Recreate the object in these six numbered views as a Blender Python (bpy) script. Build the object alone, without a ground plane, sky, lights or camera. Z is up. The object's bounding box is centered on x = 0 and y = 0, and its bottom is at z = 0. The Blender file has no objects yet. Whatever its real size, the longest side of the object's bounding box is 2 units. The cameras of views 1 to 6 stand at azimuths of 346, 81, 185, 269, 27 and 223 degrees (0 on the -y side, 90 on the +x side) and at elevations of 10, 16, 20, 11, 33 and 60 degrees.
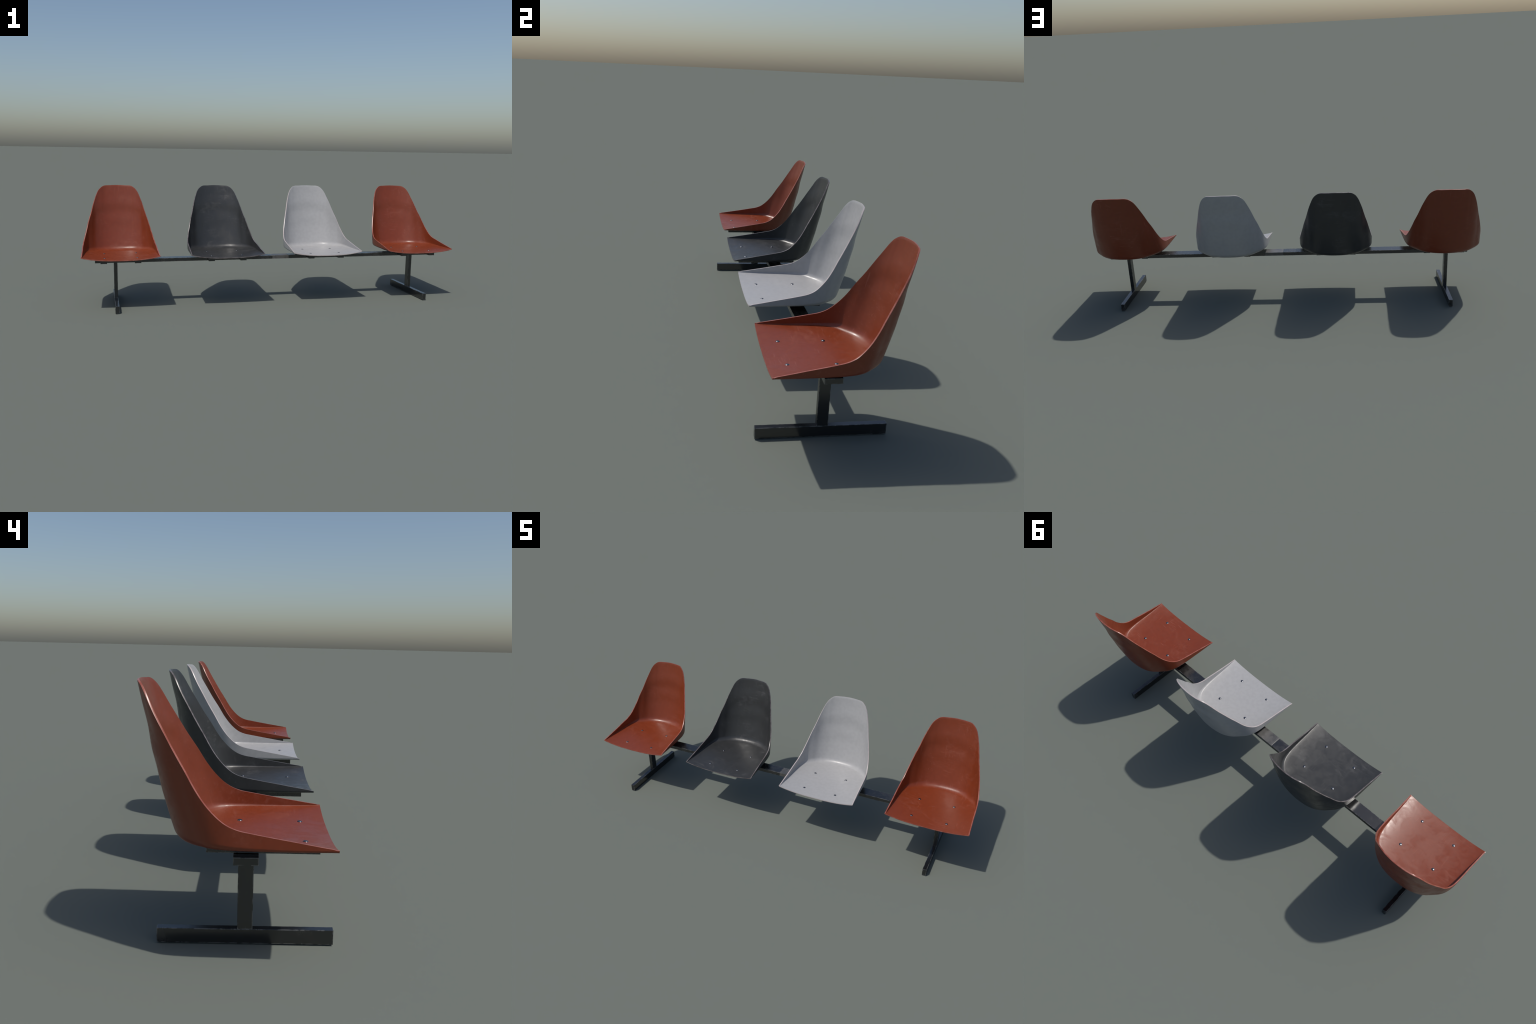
# Four moulded shell seats bolted to a steel beam on two T-shaped legs.
import bpy, bmesh, math, random
from mathutils import Vector

random.seed(7)
T = 0.0045                       # shell thickness
SEAT_X = (-0.8077, -0.2692, 0.2692, 0.8077)

# ----------------------------------------------------------------- helpers
def new_obj(name, me, parent=None, loc=(0, 0, 0)):
    ob = bpy.data.objects.new(name, me)
    bpy.context.scene.collection.objects.link(ob)
    ob.location = loc
    if parent:
        ob.parent = parent
    return ob

def catmull(pts, k):
    """centripetal-ish Catmull-Rom through tuples, k samples per span"""
    out = []
    n = len(pts)
    for i in range(n - 1):
        p1, p2 = pts[i], pts[i + 1]
        p0 = pts[i - 1] if i else [2 * a - b for a, b in zip(p1, p2)]
        p3 = pts[i + 2] if i + 2 < n else [2 * b - a for a, b in zip(p1, p2)]
        d = lambda a, b: max(1e-5, math.sqrt(sum((x - y) ** 2 for x, y in zip(a, b))))
        d1, d2, d3 = d(p0, p1), d(p1, p2), d(p2, p3)
        m1 = [(c - b) - (c - a) * d2 / (d1 + d2) + (b - a) * d2 / d1 for a, b, c in zip(p0, p1, p2)]
        m2 = [(c - b) - (e - b) * d2 / (d2 + d3) + (e - c) * d2 / d3 for b, c, e in zip(p1, p2, p3)]
        for s in range(k):
            t = s / k
            h = (2*t**3 - 3*t*t + 1, t**3 - 2*t*t + t, -2*t**3 + 3*t*t, t**3 - t*t)
            out.append([h[0]*b + h[1]*u + h[2]*c + h[3]*v for b, c, u, v in zip(p1, p2, m1, m2)])
    out.append(list(pts[-1]))
    return out

def interp(table, x):
    if x <= table[0][0]:
        return table[0][1]
    for (a, fa), (b, fb) in zip(table[:-1], table[1:]):
        if x <= b:
            return fa + (fb - fa) * (x - a) / (b - a)
    return table[-1][1]

# ----------------------------------------------------------------- shell
# half outline, front corner -> middle of the back:
# rim x, y, z  |  foot of the wall x, y  |  fillet size
HALF = [
    (0.1922, -0.2062, 0.2790, 0.1922, -0.2062, 0.0005),
    (0.1914, -0.1970, 0.2822, 0.1914, -0.1990, 0.0010),
    (0.1907, -0.1800, 0.2850, 0.1908, -0.1835, 0.0014),
    (0.1898, -0.1500, 0.2900, 0.1899, -0.1550, 0.0018),
    (0.1884, -0.1150, 0.2958, 0.1886, -0.1210, 0.0022),
    (0.1867, -0.0300, 0.3107, 0.1868, -0.0420, 0.0040),
    (0.1850,  0.0000, 0.3167, 0.1854, -0.0135, 0.0055),
    (0.1828,  0.0220, 0.3257, 0.1834,  0.0065, 0.0070),
    (0.1790,  0.0412, 0.3392, 0.1812,  0.0220, 0.0085),
    (0.1730,  0.0648, 0.3627, 0.1767,  0.0394, 0.0105),
    (0.1640,  0.0890, 0.3952, 0.1697,  0.0560, 0.0130),
    (0.1547,  0.1088, 0.4282, 0.1600,  0.0700, 0.0150),
    (0.1436,  0.1302, 0.4622, 0.1460,  0.0840, 0.0165),
    (0.1205,  0.1752, 0.5400, 0.1235,  0.1065, 0.0180),
    (0.0980,  0.1997, 0.5870, 0.1000,  0.1210, 0.0185),
    (0.0888,  0.2052, 0.5950, 0.0905,  0.1255, 0.0190),
    (0.0750,  0.2132, 0.6035, 0.0765,  0.1305, 0.0190),
    (0.0450,  0.2210, 0.6060, 0.0457,  0.1372, 0.0190),
    (0.0000,  0.2253, 0.6078, 0.0000,  0.1408, 0.0190),
]
# how far the back leans, by height
LEAN = [(0.2585, 0.0), (0.2870, 0.0095), (0.3410, 0.0255), (0.3780, 0.0355),
        (0.4370, 0.0475), (0.4735, 0.0562), (0.5420, 0.0710), (0.6078, 0.0845)]
LEAN_S = catmull(LEAN, 8)

def floor_z(x, y=0.0):
    lift = 0.0157 + 0.0013 * min(1.0, max(0.0, (-0.13 - y) / 0.07))
    return 0.2585 + lift * (abs(x) / 0.19) ** 2.6

def relax(rows, idx, times):
    """soften the outline columns; the last row is the mirror plane"""
    n = len(rows)
    for _ in range(times):
        old = [r[:] for r in rows]
        for i in range(1, n):
            nxt = old[i + 1] if i + 1 < n else old[i - 1]
            for j in idx:
                if i == n - 1 and j in (0, 3):
                    continue
                rows[i][j] = 0.25 * old[i - 1][j] + 0.5 * old[i][j] + 0.25 * nxt[j]

def shell_mesh(name):
    half = catmull(HALF, 6)
    relax(half, (3, 4, 5), 14)
    relax(half, (0, 1, 2), 2)
    n = len(half)
    full = half + [[-h[0]] + h[1:3] + [-h[3]] + h[4:] for h in reversed(half[:-1])]
    NW, NF, NC = 34, 7, 26           # wall, fillet and floor divisions
    # plan normals along the foot of the wall (outward)
    nor = []
    for i in range(n):
        a, b = full[max(i - 1, 0)], full[i + 1]
        dx, dy = b[3] - a[3], b[4] - a[4]
        l = math.hypot(dx, dy)
        nor.append((dy / l, -dx / l))
    nor[-1] = (0.0, 1.0)
    cols = []
    for i in range(n):
        rx, ry, rz, bx, by, d = half[i]
        nx, ny = nor[i]
        rx -= nx * T; ry -= ny * T; bx -= nx * T; by -= ny * T
        bz = floor_z(bx, by) + T
        rz = max(rz, bz + 0.0015)
        d = min(d, 0.45 * (rz - bz)) if rz - bz > 0 else 0.0002
        d = max(d, 0.0002)
        sR = interp(LEAN_S, rz) - interp(LEAN_S, bz)
        def wall(z):
            t = (z - bz) / max(rz - bz, 1e-4)
            g = (interp(LEAN_S, z) - interp(LEAN_S, bz)) / sR if sR > 1e-4 else t
            # soft lumbar step: an arch where the back turns more upright
            z0 = 0.488 - 1.6 * bx * bx
            fade = max(0.0, min(1.0, (rz - z0 - 0.02) / 0.06))
            q = (z - z0) / 0.030
            bump = -0.0030 * fade * q * math.exp(-0.5 * q * q)
            return Vector((bx + (rx - bx) * t, by + (ry - by) * g + bump, z))
        za = bz + d
        pts = [wall(rz + (za - rz) * k / NW) for k in range(NW + 1)]
        A = pts[-1]
        B = Vector((bx, by, bz))
        cx, cy = bx - nx * d, by - ny * d
        if cx < 0:
            cx = 0.0
        Cc = Vector((cx, cy, floor_z(cx, cy) + T))
        w = 0.75
        for k in range(1, NF + 1):
            t = k / NF
            b0, b1, b2 = (1 - t) ** 2, 2 * t * (1 - t) * w, t * t
            pts.append((A * b0 + B * b1 + Cc * b2) / (b0 + b1 + b2))
        cols.append(pts)
    bm = bmesh.new()
    grid = []
    for i in range(n):
        right = cols[i]
        C = right[-1]
        row = [bm.verts.new(p) for p in right]
        if i < n - 1:
            for k in range(1, NC):
                x = C.x * (1 - 2 * k / NC)
                row.append(bm.verts.new((x, C.y, floor_z(x, C.y) + T)))
            row += [bm.verts.new((-p.x, p.y, p.z)) for p in reversed(right)]
        else:
            row = row + [row[-1]] * (NC - 1) + list(reversed(row))
        grid.append(row)
    for a, b in zip(grid[:-1], grid[1:]):
        for j in range(len(a) - 1):
            vs = []
            for v in (a[j], a[j + 1], b[j + 1], b[j]):
                if v not in vs:
                    vs.append(v)
            if len(vs) >= 3:
                try:
                    bm.faces.new(vs)
                except ValueError:
                    pass
    bmesh.ops.recalc_face_normals(bm, faces=bm.faces)
    # make the normals look into the bowl
    bm.faces.ensure_lookup_table()
    bm.normal_update()
    if bm.faces[len(bm.faces) // 3].normal.z < 0 and sum(f.normal.z * f.calc_area() for f in bm.faces) < 0:
        bmesh.ops.reverse_faces(bm, faces=bm.faces)
    me = bpy.data.meshes.new(name)
    bm.to_mesh(me); bm.free()
    ob = new_obj(name, me)
    me.materials.append(None); me.materials.append(None)
    so = ob.modifiers.new("thick", 'SOLIDIFY')
    so.thickness = T; so.offset = -1.0; so.use_even_offset = True
    so.thickness_clamp = 0.0
    so.material_offset_rim = 1
    be = ob.modifiers.new("round", 'BEVEL')
    be.width = 0.0011; be.segments = 2; be.limit_method = 'ANGLE'
    be.angle_limit = math.radians(50); be.use_clamp_overlap = True
    dg = bpy.context.evaluated_depsgraph_get()
    res = bpy.data.meshes.new_from_object(ob.evaluated_get(dg))
    bpy.data.objects.remove(ob); bpy.data.meshes.remove(me)
    res.name = name
    for p in res.polygons:
        p.use_smooth = True
    return res

# ----------------------------------------------------------------- bars
def bar_mesh(name, size, bevel=0.0007):
    bm = bmesh.new()
    bmesh.ops.create_cube(bm, size=1.0)
    for v in bm.verts:
        v.co = Vector((v.co.x * size[0], v.co.y * size[1], v.co.z * size[2]))
    bmesh.ops.bevel(bm, geom=bm.edges[:], offset=bevel, segments=2, profile=0.5, affect='EDGES')
    me = bpy.data.meshes.new(name)
    bm.to_mesh(me); bm.free()
    for p in me.polygons:
        p.use_smooth = False         # crisp flat faces, narrow chamfers
    return me

def bar(name, lo, hi, mat, parent, bevel=0.0007, origin=(0, 0, 0)):
    c = [(a + b) / 2 for a, b in zip(lo, hi)]
    me = bar_mesh(name, [b - a for a, b in zip(lo, hi)], bevel)
    me.materials.append(mat)
    return new_obj(name, me, parent, [a - o for a, o in zip(c, origin)])

def bolt_mesh(name, r=0.0062, h=0.0023):
    """low domed head with a dark grimy seat round it"""
    bm = bmesh.new()
    prof = [(r * 1.18, -0.004), (r * 1.18, 0.0004), (r * 1.0, 0.0005)]
    prof += [(r * math.cos(a), 0.0006 + h * math.sin(a))
             for a in [math.radians(x) for x in (6, 14, 24, 36, 50, 65, 78)]]
    N = 24
    rings = [[bm.verts.new((p[0] * math.cos(2 * math.pi * k / N), p[0] * math.sin(2 * math.pi * k / N), p[1]))
              for k in range(N)] for p in prof]
    top = bm.verts.new((0, 0, 0.0006 + h))
    for j, (a, b) in enumerate(zip(rings[:-1], rings[1:])):
        for k in range(N):
            f = bm.faces.new((a[k], a[(k + 1) % N], b[(k + 1) % N], b[k]))
            f.material_index = 1 if j < 2 else 0
    for k in range(N):
        bm.faces.new((rings[-1][k], rings[-1][(k + 1) % N], top))
    bm.faces.new(list(reversed(rings[0])))
    me = bpy.data.meshes.new(name)
    bm.to_mesh(me); bm.free()
    for p in me.polygons:
        p.use_smooth = True
    me.set_sharp_from_angle(angle=math.radians(40))
    return me

# ----------------------------------------------------------------- materials
class Nodes:
    def __init__(self, name):
        self.mat = bpy.data.materials.new(name)
        self.mat.use_nodes = True
        self.nt = self.mat.node_tree
        self.bsdf = self.nt.nodes["Principled BSDF"]
    def n(self, typ, **kw):
        nd = self.nt.nodes.new(typ)
        for k, v in kw.items():
            setattr(nd, k, v)
        return nd
    def link(self, a, b):
        self.nt.links.new(a, b)
    def coords(self, scale=(1, 1, 1), rot=(0, 0, 0), loc=(0, 0, 0)):
        tc = self.n("ShaderNodeTexCoord")
        mp = self.n("ShaderNodeMapping")
        mp.inputs["Scale"].default_value = scale
        mp.inputs["Rotation"].default_value = rot
        mp.inputs["Location"].default_value = loc
        self.link(tc.outputs["Object"], mp.inputs[0])
        return mp.outputs[0]
    def noise(self, vec, scale, detail=4, rough=0.55, distort=0.0):
        nd = self.n("ShaderNodeTexNoise")
        nd.inputs["Scale"].default_value = scale
        nd.inputs["Detail"].default_value = detail
        nd.inputs["Roughness"].default_value = rough
        nd.inputs["Distortion"].default_value = distort
        self.link(vec, nd.inputs["Vector"])
        return nd.outputs["Fac"]
    def ramp(self, fac, lo, hi, a=0.0, b=1.0):
        nd = self.n("ShaderNodeMapRange")
        nd.interpolation_type = 'SMOOTHSTEP'
        for k, v in zip(("From Min", "From Max", "To Min", "To Max"), (lo, hi, a, b)):
            nd.inputs[k].default_value = v
        self.link(fac, nd.inputs["Value"])
        return nd.outputs[0]
    def math(self, op, a, b):
        nd = self.n("ShaderNodeMath", operation=op)
        for i, x in enumerate((a, b)):
            if isinstance(x, (int, float)):
                nd.inputs[i].default_value = x
            else:
                self.link(x, nd.inputs[i])
        return nd.outputs[0]
    def mix(self, fac, a, b):
        nd = self.n("ShaderNodeMix", data_type='RGBA')
        for i, x in ((0, fac), (6, a), (7, b)):
            if isinstance(x, (int, float)):
                nd.inputs[i].default_value = x
            elif isinstance(x, tuple):
                nd.inputs[i].default_value = (*x, 1)
            else:
                self.link(x, nd.inputs[i])
        return nd.outputs[2]

def shell_material(name, base, worn, seed, wear=0.5, scratch=0.5, rough=(0.30, 0.46), spec=0.5):
    m = Nodes(name)
    off = (seed * 3.7, seed * 1.9, seed * 2.3)
    cloud = m.noise(m.coords(loc=off), 7.0, 3, 0.55, 0.4)
    smudge = m.noise(m.coords(loc=off), 22.0, 7, 0.68, 0.8)
    streak = m.noise(m.coords(scale=(14, 90, 90), rot=(0, 0.06, 0.1), loc=off), 1.0, 5, 0.65, 0.3)
    gate = m.ramp(cloud, 0.44, 0.62)
    patch = m.ramp(smudge, 0.48, 0.72)
    lines = m.ramp(streak, 0.50, 0.74)
    mask = m.math('MULTIPLY', gate, m.math('ADD', m.math('MULTIPLY', patch, 0.55), m.math('MULTIPLY', lines, 0.75)))
    # separate thin scratches, in two directions
    for k, (sc, rt) in enumerate((((230, 14, 16), (0.1, 0.15, 0.25)), ((18, 240, 240), (0.2, 0.5, 0.7)))):
        o2 = (off[0] + 3 * k, off[1] - k, off[2])
        scr = m.noise(m.coords(scale=sc, rot=rt, loc=o2), 1.0, 2, 0.4, 0.15)
        where = m.ramp(m.noise(m.coords(loc=o2), 12.0, 2, 0.5), 0.50, 0.60)
        scr = m.math('MULTIPLY', m.ramp(scr, 0.63, 0.70), where)
        mask = m.math('MAXIMUM', mask, m.math('MULTIPLY', scr, scratch))
    fac = m.math('MULTIPLY', mask, wear)
    fine = m.noise(m.coords(loc=off), 60.0, 3, 0.6)
    shade = m.mix(m.ramp(fine, 0.35, 0.65), tuple(c * 0.97 for c in base), tuple(c * 1.03 for c in base))
    m.link(m.mix(fac, shade, worn), m.bsdf.inputs["Base Color"])
    r = m.ramp(smudge, 0.35, 0.68, rough[0], rough[1])
    m.link(r, m.bsdf.inputs["Roughness"])
    m.bsdf.inputs["Specular IOR Level"].default_value = spec
    bp = m.n("ShaderNodeBump")
    bp.inputs["Strength"].default_value = 0.06
    bp.inputs["Distance"].default_value = 0.0008
    m.link(m.noise(m.coords(loc=off), 220.0, 3, 0.6), bp.inputs["Height"])
    m.link(bp.outputs[0], m.bsdf.inputs["Normal"])
    return m.mat

def edge_material(name, base, worn, seed):
    m = Nodes(name)
    f = m.noise(m.coords(loc=(seed, seed * 2, 0)), 45.0, 4, 0.6)
    m.link(m.mix(m.ramp(f, 0.35, 0.65), base, worn), m.bsdf.inputs["Base Color"])
    m.bsdf.inputs["Roughness"].default_value = 0.32
    m.bsdf.inputs["Specular IOR Level"].default_value = 0.6
    return m.mat

def steel_material(name, seed, glint_x=None):
    """black enamel on steel: glossy, faintly dusty, chipped along the corners.
    rub: local x below which a rougher worn patch has a sun glint painted in as lighter grey"""
    m = Nodes(name)
    off = (seed * 5.1, seed * 2.7, seed)
    big = m.noise(m.coords(loc=off), 9.0, 5, 0.6, 0.3)
    fine = m.noise(m.coords(loc=off), 150.0, 4, 0.6)
    dull = m.ramp(big, 0.48, 0.72)
    if glint_x is not None:
        sep = m.n("ShaderNodeSeparateXYZ")
        m.link(m.coords(), sep.inputs[0])
        near = m.ramp(sep.outputs[0], glint_x + 0.004, glint_x - 0.004)
        cloud = m.noise(m.coords(loc=off), 26.0, 5, 0.65)
        worn = m.math('MULTIPLY', near, m.ramp(cloud, 0.32, 0.55, 0.45, 1.0))  # patchy mask for the rougher end and its painted glint
        dull = m.math('MAXIMUM', dull, worn)
    base = m.mix(dull, (0.0080, 0.0083, 0.0090), (0.020, 0.0193, 0.018))
    if glint_x is not None:
        base = m.mix(worn, base, (0.075, 0.072, 0.068))  # sun glint painted into the colour as lighter grey
    base = m.mix(m.ramp(fine, 0.62, 0.80, 0.0, 0.35), base, (0.045, 0.044, 0.042))
    # paint chipped off along the corners
    geo = m.n("ShaderNodeNewGeometry")
    bev = m.n("ShaderNodeBevel", samples=6)
    bev.inputs["Radius"].default_value = 0.0042
    dot = m.n("ShaderNodeVectorMath", operation='DOT_PRODUCT')
    m.link(bev.outputs[0], dot.inputs[0]); m.link(geo.outputs["True Normal"], dot.inputs[1])
    edge = m.ramp(dot.outputs["Value"], 0.9985, 0.96)
    brk = m.noise(m.coords(loc=off), 48.0, 5, 0.7)
    chip = m.math('MULTIPLY', edge, m.ramp(brk, 0.44, 0.56))
    col = m.mix(m.math('MULTIPLY', chip, 0.75), base, (0.17, 0.168, 0.165))
    m.link(col, m.bsdf.inputs["Base Color"])
    m.link(m.ramp(dull, 0.0, 1.0, 0.22, 0.42), m.bsdf.inputs["Roughness"])
    m.bsdf.inputs["Specular IOR Level"].default_value = 0.8
    m.bsdf.inputs["IOR"].default_value = 1.6
    bp = m.n("ShaderNodeBump")
    bp.inputs["Strength"].default_value = 0.08
    bp.inputs["Distance"].default_value = 0.001
    m.link(fine, bp.inputs["Height"])
    m.link(bp.outputs[0], m.bsdf.inputs["Normal"])
    return m.mat

def bolt_material(name):
    m = Nodes(name)
    f = m.noise(m.coords(), 300.0, 3, 0.6)
    m.link(m.mix(m.ramp(f, 0.4, 0.65), (0.16, 0.165, 0.18), (0.23, 0.23, 0.24)), m.bsdf.inputs["Base Color"])
    m.bsdf.inputs["Metallic"].default_value = 1.0
    m.bsdf.inputs["Roughness"].default_value = 0.26
    return m.mat

RED, RED_W = (0.187, 0.0335, 0.0105), (0.27, 0.085, 0.055)
RED_E1, RED_E2 = (0.26, 0.062, 0.036), (0.33, 0.11, 0.08)
# paint, worn paint, bare edge (two tones), wear, scratches
SHELLS = [
    ("red_shell_paint", RED, RED_W, RED_E1, RED_E2, 0.45, 0.4),
    ("charcoal_shell_paint", (0.032, 0.033, 0.034), (0.085, 0.085, 0.085),
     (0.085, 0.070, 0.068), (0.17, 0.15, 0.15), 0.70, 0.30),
    ("pale_grey_shell_paint", (0.355, 0.353, 0.356), (0.385, 0.380, 0.380),
     (0.43, 0.37, 0.36), (0.47, 0.42, 0.41), 0.35, 0.3),
    ("red_scratched_shell_paint", RED, RED_W, RED_E1, RED_E2, 0.50, 0.95),
]

# ----------------------------------------------------------------- build
bench = bpy.data.objects.new("waiting_bench", None)
bpy.context.scene.collection.objects.link(bench)
bench["label"] = "row of four red, black and grey shell seats on a steel beam"
bench["category"] = "waiting bench"

steel = steel_material("worn_black_steel", 1.0)
steel2 = steel_material("worn_black_steel_dark", 2.3)
steel3 = steel_material("worn_steel_painted_glint", 3.1, glint_x=-0.372)
bolt_mat = bolt_material("polished_bolt_steel")

# beam: two lengths butted in the middle
BY0, BY1, BZ0, BZ1 = -0.0460, 0.0090, 0.2230, 0.2410
bar("beam", (-0.9345, BY0, BZ0), (0.0055, BY1, BZ1), steel, bench)
bar("beam", (0.0061, BY0, BZ0), (0.9345, BY1, BZ1), steel3, bench)

for xc in (-0.8310, 0.8356):
    leg = bar("leg", (xc - 0.0091, -0.0366, 0.0350), (xc + 0.0091, -0.0008, BZ0 + 0.001), steel, bench)
    bar("foot", (xc - 0.0096, -0.2250, 0.0), (xc + 0.0096, 0.1856, 0.0357), steel2, leg, origin=leg.location)

shell = shell_mesh("seat")
bolt_me = bolt_mesh("bolt")
bolt_me.materials.append(bolt_mat)
bolt_me.materials.append(steel)
bracket_me = bar_mesh("bracket", (0.032, 0.247, 0.0185))
bracket_me.materials.append(steel)
BOLTS = [(-0.0800, -0.0048), (0.0837, -0.0018), (-0.0799, -0.1480), (0.0812, -0.1467)]
for i, x in enumerate(SEAT_X):
    nm, base, worn, e1, e2, wear, scr = SHELLS[i]
    me = shell if i == 0 else shell.copy()
    me.name = "seat"
    me.materials[0] = shell_material(nm, base, worn, 1.0 + i * 1.37, wear, scr)
    me.materials[1] = edge_material(nm + "_edge", e1, e2, i)
    seat = new_obj("seat", me, bench, (x, 0, 0))
    for bx, by in BOLTS:
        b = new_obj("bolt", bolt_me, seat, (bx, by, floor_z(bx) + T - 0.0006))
        b.rotation_euler = (0, -0.06 * bx / 0.08, random.uniform(0, 6))
    for sx in (-0.0833, 0.0832):
        new_obj("bracket", bracket_me, seat, (sx, -0.0555, BZ1 + 0.0008 + 0.00925))
